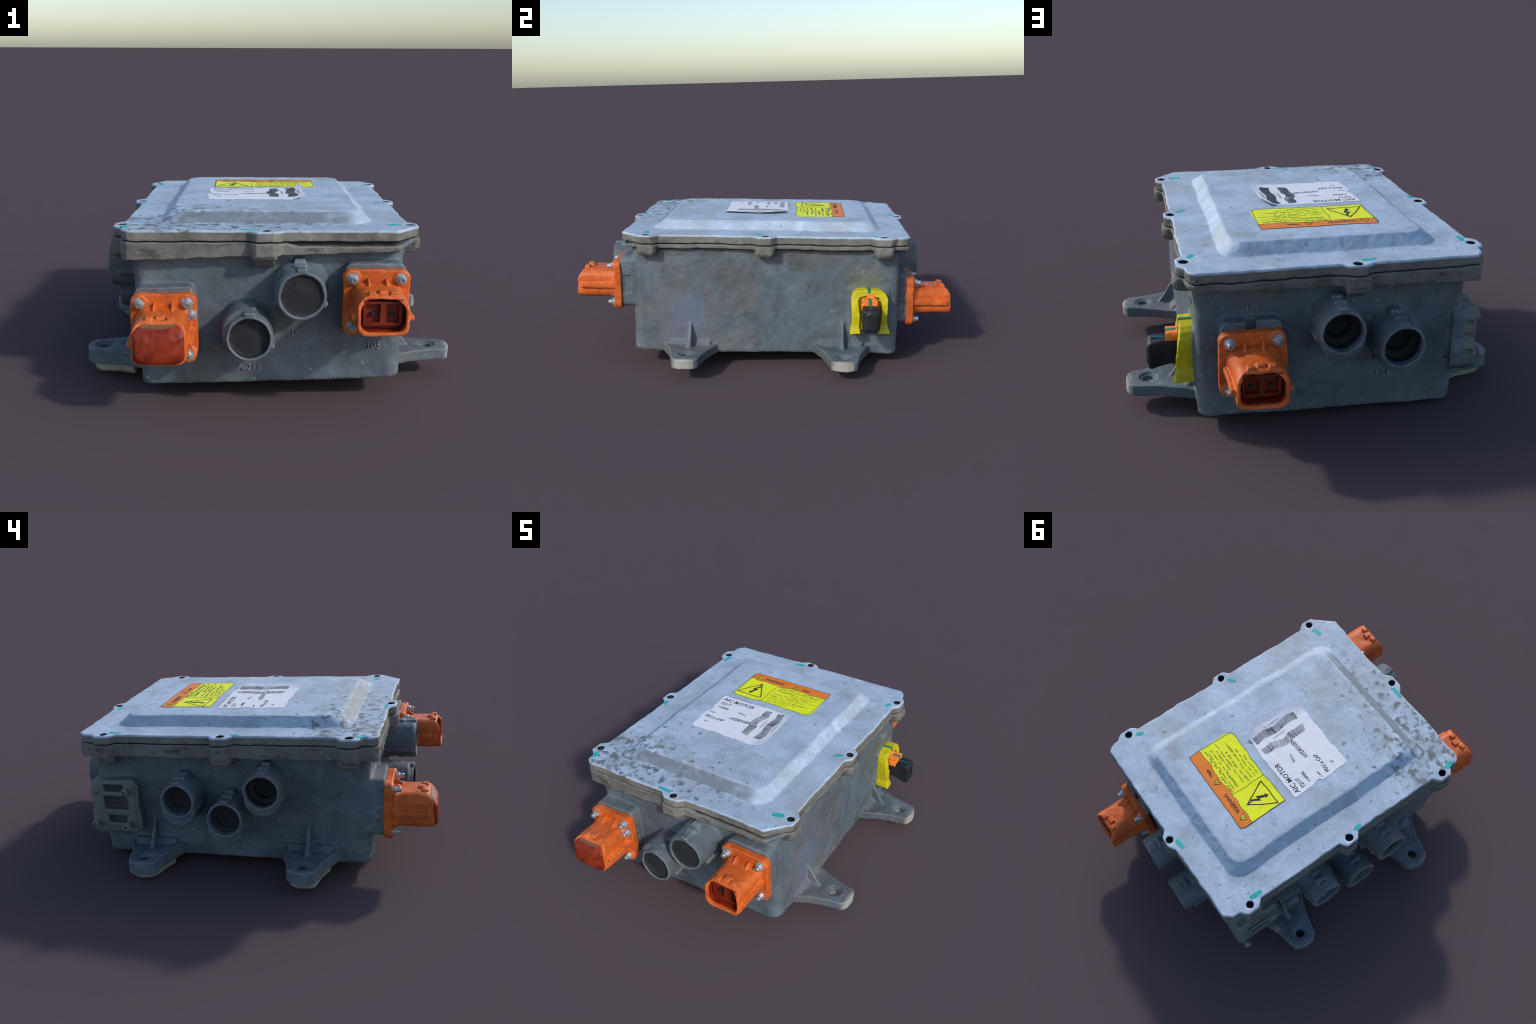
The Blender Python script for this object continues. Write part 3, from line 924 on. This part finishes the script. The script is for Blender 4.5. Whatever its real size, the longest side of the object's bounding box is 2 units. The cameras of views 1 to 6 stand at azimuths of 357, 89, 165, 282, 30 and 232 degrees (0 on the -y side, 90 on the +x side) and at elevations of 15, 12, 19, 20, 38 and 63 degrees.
# --- white data label with its lifted edge
dl_obj = empty('data_label', root)
paper = ragged([(-0.272, -0.230), (0.150, -0.228), (0.168, -0.206), (0.170, 0.100), (0.158, 0.118), (-0.286, 0.120), (-0.282, 0.02), (-0.268, -0.05),
                (-0.285, -0.068)], 0.022, 0.0022, 12)
pm = mesh_of(grid_poly(paper, TOP - 0.0006, 0.0020, 0.010))
add('label_paper', bend(curl(pm)), M_WHITE, dl_obj, smooth=40)
shade = [(0.118, -0.215), (0.160, -0.200), (0.160, 0.10), (0.150, 0.112), (0.120, 0.108)]
ZP = TOP + 0.0014
def barcode(x0, x1, ya, yb, bumpf, seed):
    r = np.random.default_rng(seed)
    out, y = [], ya
    while y > yb:
        t = r.choice([0.0014, 0.0022, 0.0034], p=[.5, .35, .15])
        s = bumpf(y)
        tilt = 0.005 * math.sin(y * 37 + seed)
        pts = [(x0 + s, y - tilt), ((x0 + x1) / 2 + s, y + tilt * 0.3), (x1 + s, y + tilt)]
        out += stroke(pts, t * 0.85, ZP, 0.0005)
        y -= t * 0.5 + r.uniform(0.0018, 0.0036)
    return out
bars = barcode(0.092, 0.133, 0.100, -0.172, lambda y: 0.004 * math.sin(y * 40), 3)
bars2 = barcode(0.010, 0.052, 0.094, -0.172, lambda y: -0.012 * math.exp(-((y + 0.035) / 0.035) ** 2) + 0.008 * math.exp(-((y - 0.03) / 0.025) ** 2), 5)
for b in (bars, bars2):
    add('barcode', bend(curl(mesh_of(join(*b)))), M_INKG, dl_obj, kind='stuff')
LABEL_TEXT = [('AIC MOTOR', 0.042, -0.168, 0.083, -0.03, 0.88), ('T2117', 0.030, -0.232, 0.040, 0.06, 0.85), ('1120202', 0.020, -0.220, -0.003, 0.02, 0.95),
              ('202221k', 0.017, -0.090, -0.007, -0.25, 1.0), ('HYDROGEN', 0.031, -0.060, -0.070, 0.04, 0.78), ('C AMN', 0.014, -0.250, -0.070, 0.1, 1.0),
              ('PDU x CAP', 0.027, -0.200, -0.114, 0.02, 0.95), ('W1', 0.016, -0.225, -0.166, 0.3, 0.9)]
for s, size, x, y, rot, wd in LABEL_TEXT:
    add('label_lettering', bend(curl(text_mesh(s, size, x, y, rot, wd, ZP, 0.0006, 0.1, 0.0007 if size > 0.018 else 0.0003))), M_INK, dl_obj)
for s, x, y in (('HC23440-0017101', 0.146, -0.03), ('DM6017B0037', 0.072, -0.03)):
    add('label_lettering', bend(curl(text_mesh(s, 0.013, x, y, math.pi / 2, 1.0, ZP, 0.0006))), M_INKG, dl_obj)

# ------------------------------------------------------------------ cast marks on the walls
def cast_mark(s, side, u, v, size, w, rot=0.0):
    me = text_mesh(s, size, 0, 0, rot, 1.0, 0.002, 0.006)
    f = SIDE[side]
    for vert in me.vertices:
        x, y, z = vert.co
        vert.co = Vector(f(x + u, y + v, z + w))
    return add('cast_lettering', bend(me), M_LETTER, root)
for s, side, u, v, size, rot in (
        ('A-215', 'front', -0.082, 0.124, 0.040, 0), ('DC-45', 'front', 0.145, 0.276, 0.040, 0), ('105', 'front', 0.434, 0.221, 0.040, 0),
        ('102', 'back', -0.326, 0.538, 0.036, 0), ('P22', 'back', -0.022, 0.290, 0.040, 0), ('P21', 'back', 0.217, 0.207, 0.042, 0),
        ('A-23', 'left', -0.183, 0.180, 0.040, -0.3), ('X8E', 'left', 0.076, 0.132, 0.044, 0), ('208', 'left', 0.230, 0.269, 0.038, 0),
        ('E23', 'right', 0.540, 0.518, 0.036, 0)):
    cast_mark(s, side, u, v, size, WALL[side] + {'front': -0.001, 'back': -0.001, 'left': -0.011 + 0.012 * (v > 0.2), 'right': 0.0}[side], rot)

# ------------------------------------------------------------------ orange connectors
def bolt_mesh():
    washer = lathe([(0, 0), (0.024, 0), (0.024, 0.005), (0, 0.005)], 24)
    nut = lathe([(0, 0.003), (0.019, 0.003), (0.019, 0.015), (0.016, 0.018), (0, 0.018)], 6)
    stud = lathe([(0, 0.01), (0.0125, 0.01), (0.0125, 0.034), (0.0105, 0.037), (0.007, 0.037), (0.0065, 0.026), (0, 0.024)], 20)
    me = mesh_of(join(washer, nut, stud), 'connector_bolt')
    me.materials.append(M_STEEL)
    smooth_by_angle(me, 30)
    return me
BOLT = bolt_mesh()

def socket_ring(hw, hh, w, k=1.0, recede=0.0, wing=0.0):
    """section of the socket sleeve: flattened arch, wider below"""
    pts = rrect(-hw * k, hw * k, -hh * k, hh * k, (0.034 * k, 0.044 * k, 0.044 * k, 0.034 * k), 6)
    out = []
    for u, v in pts:
        t = max(0.0, min(1.0, (v / hh - 0.15) / 0.8))
        out.append((u * (1 - 0.05 * t), v, w - recede * t * t))
    return out

for ci, (side, u, v, hw, hh, sh, wf, tip, closed) in enumerate(CONN):
    C = empty('orange_connector', root)
    put = lambda x, y, z: SIDE[side](x + u, y + v, z)
    # mounting plate with raised corner bosses
    pl = [prism(rrect(-hw, hw, -hh, hh, 0.034, 5), wf - 0.042, wf - 0.006)]
    for sx in (-1, 1):
        for sy in (-1, 1):
            pl.append(xf(lathe([(0, wf - 0.03), (0.034, wf - 0.03), (0.031, wf), (0, wf)], 24),
                         lambda x, y, z: (x + sx * (hw - 0.036), y + sy * (hh - 0.034), z)))
    me = bend(fuse([xf(b, put) for b in pl], 0.0032, 2))
    add('connector_plate', me, M_ORANGE, C, smooth='all')
    # sleeve
    a, b_ = (0.106, sh / 2) if closed else (0.099, sh / 2)
    rec = 0.030
    depth = 0.012 if closed else 0.067
    wallt = 0.015
    outer = loft([socket_ring(a, b_, wf - 0.02, 1.10), socket_ring(a, b_, wf + 0.006, 1.08), socket_ring(a, b_, wf + 0.028, 1.0),
                  socket_ring(a, b_, wf + 0.10, 1.0), socket_ring(a, b_, tip - 0.02, 0.99, rec * 0.6), socket_ring(a, b_, tip, 0.965, rec)])
    cav = loft([[(x, y, min(z, tip - depth)) for x, y, z in socket_ring(a - wallt, b_ - wallt, tip - depth)],
                socket_ring(a - wallt, b_ - wallt, tip - depth + 0.01), socket_ring(a - wallt, b_ - wallt, tip + 0.05)])
    if not closed:
        outer = cut(outer, [cav])
    parts = [outer]
    for s in (-1, 1):    # side rails
        xa, xb = sorted((s * (a - 0.03), s * (a + 0.017)))
        parts.append(loft([[(xa, -0.020, wf - 0.02), (xb, -0.020, wf - 0.02), (xb, 0.004, wf - 0.02), (xa, 0.008, wf - 0.02)],
                           [(xa, -0.020, tip - 0.022), (xb, -0.018, tip - 0.022), (xb, 0.000, tip - 0.022), (xa, 0.004, tip - 0.022)]])
                     if closed or True else None)
    if not closed:
        keep = cut(join(*parts[1:]), [xf(loft([socket_ring(a - wallt, b_ - wallt, tip - depth), socket_ring(a - wallt, b_ - wallt, tip + 0.05)]), lambda x, y, z: (x, y, z))])
        parts = [parts[0], keep]
    for s in (-0.036, 0.036):   # fins between plate and sleeve
        parts.append(loft([[(s - .006, b_ - .02, wf - .02), (s + .006, b_ - .02, wf - .02), (s + .005, hh - .035, wf - .02), (s - .005, hh - .035, wf - .02)],
                           [(s - .006, b_ - .02, wf + .014), (s + .006, b_ - .02, wf + .014), (s + .004, hh - .030, wf + .012), (s - .004, hh - .030, wf + .012)],
                           [(s - .005, b_ - .02, wf + .045), (s + .005, b_ - .02, wf + .045), (s + .003, b_ + .008, wf + .036), (s - .003, b_ + .008, wf + .036)]]))
    # brace underneath
    parts.append(loft([[(-.06, -hh + .02, wf - .02), (.06, -hh + .02, wf - .02), (.06, -b_ + .02, wf - .02), (-.06, -b_ + .02, wf - .02)],
                       [(-.05, -b_ - .012, wf + .022), (.05, -b_ - .012, wf + .022), (.05, -b_ + .02, wf + .03), (-.05, -b_ + .02, wf + .03)]]))
    # lock bumps on top
    for bu, bw, bl in ((-0.040, 0.026, 0.026), (0.002, 0.032, 0.030), (0.042, 0.026, 0.026)):
        back = 0.046 if abs(bu) > 0.01 else 0.062
        w0 = tip - back
        parts.append(loft([[(bu - bw / 2, b_ - .02, w0 - bl / 2), (bu + bw / 2, b_ - .02, w0 - bl / 2), (bu + bw / 2, b_ - .02, w0 + bl / 2), (bu - bw / 2, b_ - .02, w0 + bl / 2)],
                           [(bu - bw / 2, b_ + .012, w0 - bl / 2), (bu + bw / 2, b_ + .012, w0 - bl / 2), (bu + bw / 2, b_ + .010, w0 + bl / 2), (bu - bw / 2, b_ + .010, w0 + bl / 2)]]))
    me = fuse([xf(b, put) for b in parts], 0.0032, 2)
    def classify_socket(c):
        x, y, z = c.T
        a_, o = (x - u, -y) if side == 'front' else (-x - u, y)
        b2 = z - v
        lab = np.zeros(len(c), dtype=int)
        if not closed:
            lab[(np.abs(a_) < a - wallt + 0.004) & (np.abs(b2) < b_ - wallt + 0.004) & (o < tip - 0.020) & (o > tip - depth - 0.02)
                & ~((np.abs(a_) > a - 0.024) & (np.abs(b2) > b_ - 0.024))] = 1
        return lab
    for k, m2 in split_regions(me, classify_socket, ['connector_socket', 'socket_lining']).items():
        add(('connector_socket', 'socket_lining')[k], m2, (M_ORANGE, M_LINING)[k], C)
    if closed:
        cap = loft([socket_ring(a - wallt, b_ - wallt, tip - 0.03), socket_ring(a - wallt * 0.35, b_ - wallt * 0.35, tip + 0.004, 0.965, rec),
                    socket_ring(a - wallt, b_ - wallt, tip + 0.012, 0.93, rec + 0.004), socket_ring(a - wallt, b_ - wallt, tip + 0.016, 0.6, rec)])
        me = bend(fuse([xf(cap, put)], 0.0035, 2))
        add('socket_cap', me, M_REDCAP, C, smooth='all')
    else:
        ia, ib = a - wallt - 0.012, b_ - wallt - 0.014
        ins = prism(rrect(-ia, ia, -ib + 0.006, ib + 0.004, 0.018, 4), tip - depth - 0.012, tip - depth + 0.030)
        ins = cut(ins, [box(-ia + 0.010, -0.010, -ib + 0.016, ib - 0.006, tip - depth + 0.010, tip + 0.1),
                        box(0.012, ia - 0.012, -ib + 0.016, ib - 0.006, tip - depth + 0.010, tip + 0.1)])
        pin = [xf(lathe([(0, tip - depth - .01), (.009, tip - depth - .01), (.008, tip - depth + .022), (0, tip - depth + .024)], 16),
                  lambda x, y, z: (x + s * ia * 0.5, y, z)) for s in (-1, 1)]
        add('contact_insert', bend(mesh_of(xf(ins, put))), M_INSERT, C, smooth=30)
        add('contact_pin', bend(mesh_of(xf(join(*pin), put))), M_DARK, C, smooth=30)
    # bolts
    pos = [(-(hw - 0.037), hh - 0.036), (hw - 0.037, hh - 0.036), (-(hw - 0.037), -hh + 0.034), (hw - 0.037, -hh + 0.034)]
    if closed:
        pos.append((hw - 0.022, hh - 0.085))
    ex, ey, ez = (Vector(SIDE[side](*q)) for q in ((1, 0, 0), (0, 1, 0), (0, 0, 1)))
    rot = Matrix((ex, ey, ez)).transposed().to_4x4()
    for k, (bx, by) in enumerate(pos):
        ob = bpy.data.objects.new('connector_bolt', BOLT)
        COL.objects.link(ob); ob.parent = C
        ob.matrix_local = Matrix.Translation(SIDE[side](bx + u, by + v, wf - 0.002)) @ rot @ Matrix.Rotation(rng.uniform(0, 3), 4, 'Z') \
            @ Matrix.Diagonal((1, 1, rng.uniform(0.85, 1.1), 1))

# ------------------------------------------------------------------ studs on the vent gland
stud = mesh_of(lathe([(0, 0), (0.019, 0), (0.018, 0.018), (0.012, 0.022), (0.0115, 0.045), (0.017, 0.050), (0.017, 0.076), (0.014, 0.080), (0.010, 0.080), (0.009, 0.064), (0, 0.062)], 20), 'gland_stud')
stud.materials.append(M_GLAND)
smooth_by_angle(stud, 30)
for y, z, L in ((0.522, 0.424, 0.7), (0.521, 0.248, 1.05), (0.700, 0.248, 0.75)):
    ob = bpy.data.objects.new('gland_stud', stud)
    COL.objects.link(ob); ob.parent = root
    ob.matrix_local = Matrix.Translation((-0.600, y, z)) @ Matrix.Rotation(-math.pi / 2, 4, 'Y') @ Matrix.Diagonal((1, 1, L, 1))

# ------------------------------------------------------------------ yellow clip with black signal plug
P = empty('signal_plug', root)
outer = [(0.466, 0.222), (0.462, 0.31), (0.456, 0.385), (0.466, 0.420), (0.490, 0.438), (0.55, 0.443), (0.612, 0.440), (0.638, 0.424), (0.649, 0.395),
         (0.645, 0.31), (0.638, 0.222)]
inner = [(0.500, 0.222), (0.500, 0.31), (0.493, 0.385), (0.506, 0.404), (0.55, 0.410), (0.600, 0.404), (0.614, 0.385), (0.613, 0.31), (0.606, 0.222)]
clip = [prism(outer + inner[::-1], 0.540, 0.617)]
for a, b in ((0.454, 0.508), (0.598, 0.660)):
    clip.append(loft([[(a, 0.214, 0.545), (b, 0.214, 0.545), (b, 0.214, 0.632), (a, 0.214, 0.632)],
                      [(a + .004, 0.238, 0.545), (b - .004, 0.238, 0.545), (b - .006, 0.240, 0.624), (a + .006, 0.240, 0.624)],
                      [(a + .012, 0.262, 0.550), (b - .012, 0.262, 0.550), (b - .014, 0.262, 0.615), (a + .014, 0.262, 0.615)]]))
clip.append(prism(rrect(0.48, 0.63, 0.372, 0.425, 0.008, 2), 0.545, 0.580))
clip += [prism(rrect(0.470, 0.512, 0.225, 0.40, 0.008, 2), 0.545, 0.590), prism(rrect(0.598, 0.640, 0.225, 0.40, 0.008, 2), 0.545, 0.590)]
clip.append(box(0.498, 0.525, 0.225, 0.275, 0.545, 0.595))
clip.append(box(0.592, 0.612, 0.225, 0.265, 0.545, 0.60))
slant = lambda x, y, z: (x, y, z - 0.020 * max(0.0, min(1.0, (y - 0.33) / 0.10)) if z > 0.58 else z)
clip = [xf(b, slant) for b in clip]
add('yellow_clip', bend(fuse([on_side(b, 'right') for b in clip], 0.0032, 3)), M_YELLOW, P, smooth='all')
add('plug_socket', bend(fuse([on_side(prism(rrect(0.495, 0.615, 0.235, 0.385, 0.01, 2), 0.53, 0.572), 'right')], 0.004, 1)), M_DARK, P, smooth='all')
latch = [prism(rrect(0.514, 0.590, 0.350, 0.402, 0.007, 2), 0.565, 0.650), prism(rrect(0.540, 0.578, 0.39, 0.424, 0.008, 2), 0.555, 0.606),
         box(0.510, 0.594, 0.385, 0.396, 0.60, 0.622), box(0.508, 0.524, 0.345, 0.375, 0.60, 0.645)]
add('plug_latch', bend(fuse([on_side(b, 'right') for b in latch], 0.003, 2)), M_LATCH, P, smooth='all')
def plug_ring(w, z0, z1, k=1.0):
    return [(x, y, w) for x, y in rrect(0.555 - 0.044 * k, 0.555 + 0.044 * k, z0, z1, (0.022 * k, 0.012 * k, 0.012 * k, 0.022 * k), 4)]
plug = [loft([plug_ring(0.57, 0.262, 0.370), plug_ring(0.64, 0.262, 0.372), plug_ring(0.68, 0.252, 0.372), plug_ring(0.712, 0.244, 0.368),
              plug_ring(0.722, 0.250, 0.360, 0.88)])]
plug.append(prism(rrect(0.528, 0.583, 0.262, 0.352, 0.02, 4), 0.70, 0.728))
add('plug_body', bend(fuse([on_side(b, 'right') for b in plug], 0.0032, 2)), M_BLACK, P, smooth='all')
def stripe(u0, u1, v0, v1, w0, w1):
    return on_side(box(u0, u1, v0, v1, w0, w1), 'right')
st = [stripe(0.543, 0.559, 0.4005, 0.4035, 0.607, 0.650), stripe(0.543, 0.559, 0.370, 0.4035, 0.6485, 0.652)]
st2 = [stripe(0.541, 0.557, 0.435, 0.4455, 0.546, 0.598), stripe(0.541, 0.557, 0.417, 0.4455, 0.595, 0.6005)]
st3 = [stripe(0.543, 0.558, 0.3705, 0.3735, 0.652, 0.706)]
for b in (st, st2):
    add('paint_stripe', bend(mesh_of(join(*b))), M_GREEN, P)
M_GREEN2 = mat_plain('faded_green_stripe', srgb(30, 84, 80), 0.5, 0.06, 30, bump=False)
add('paint_stripe', bend(mesh_of(join(*st3))), M_GREEN2, P)
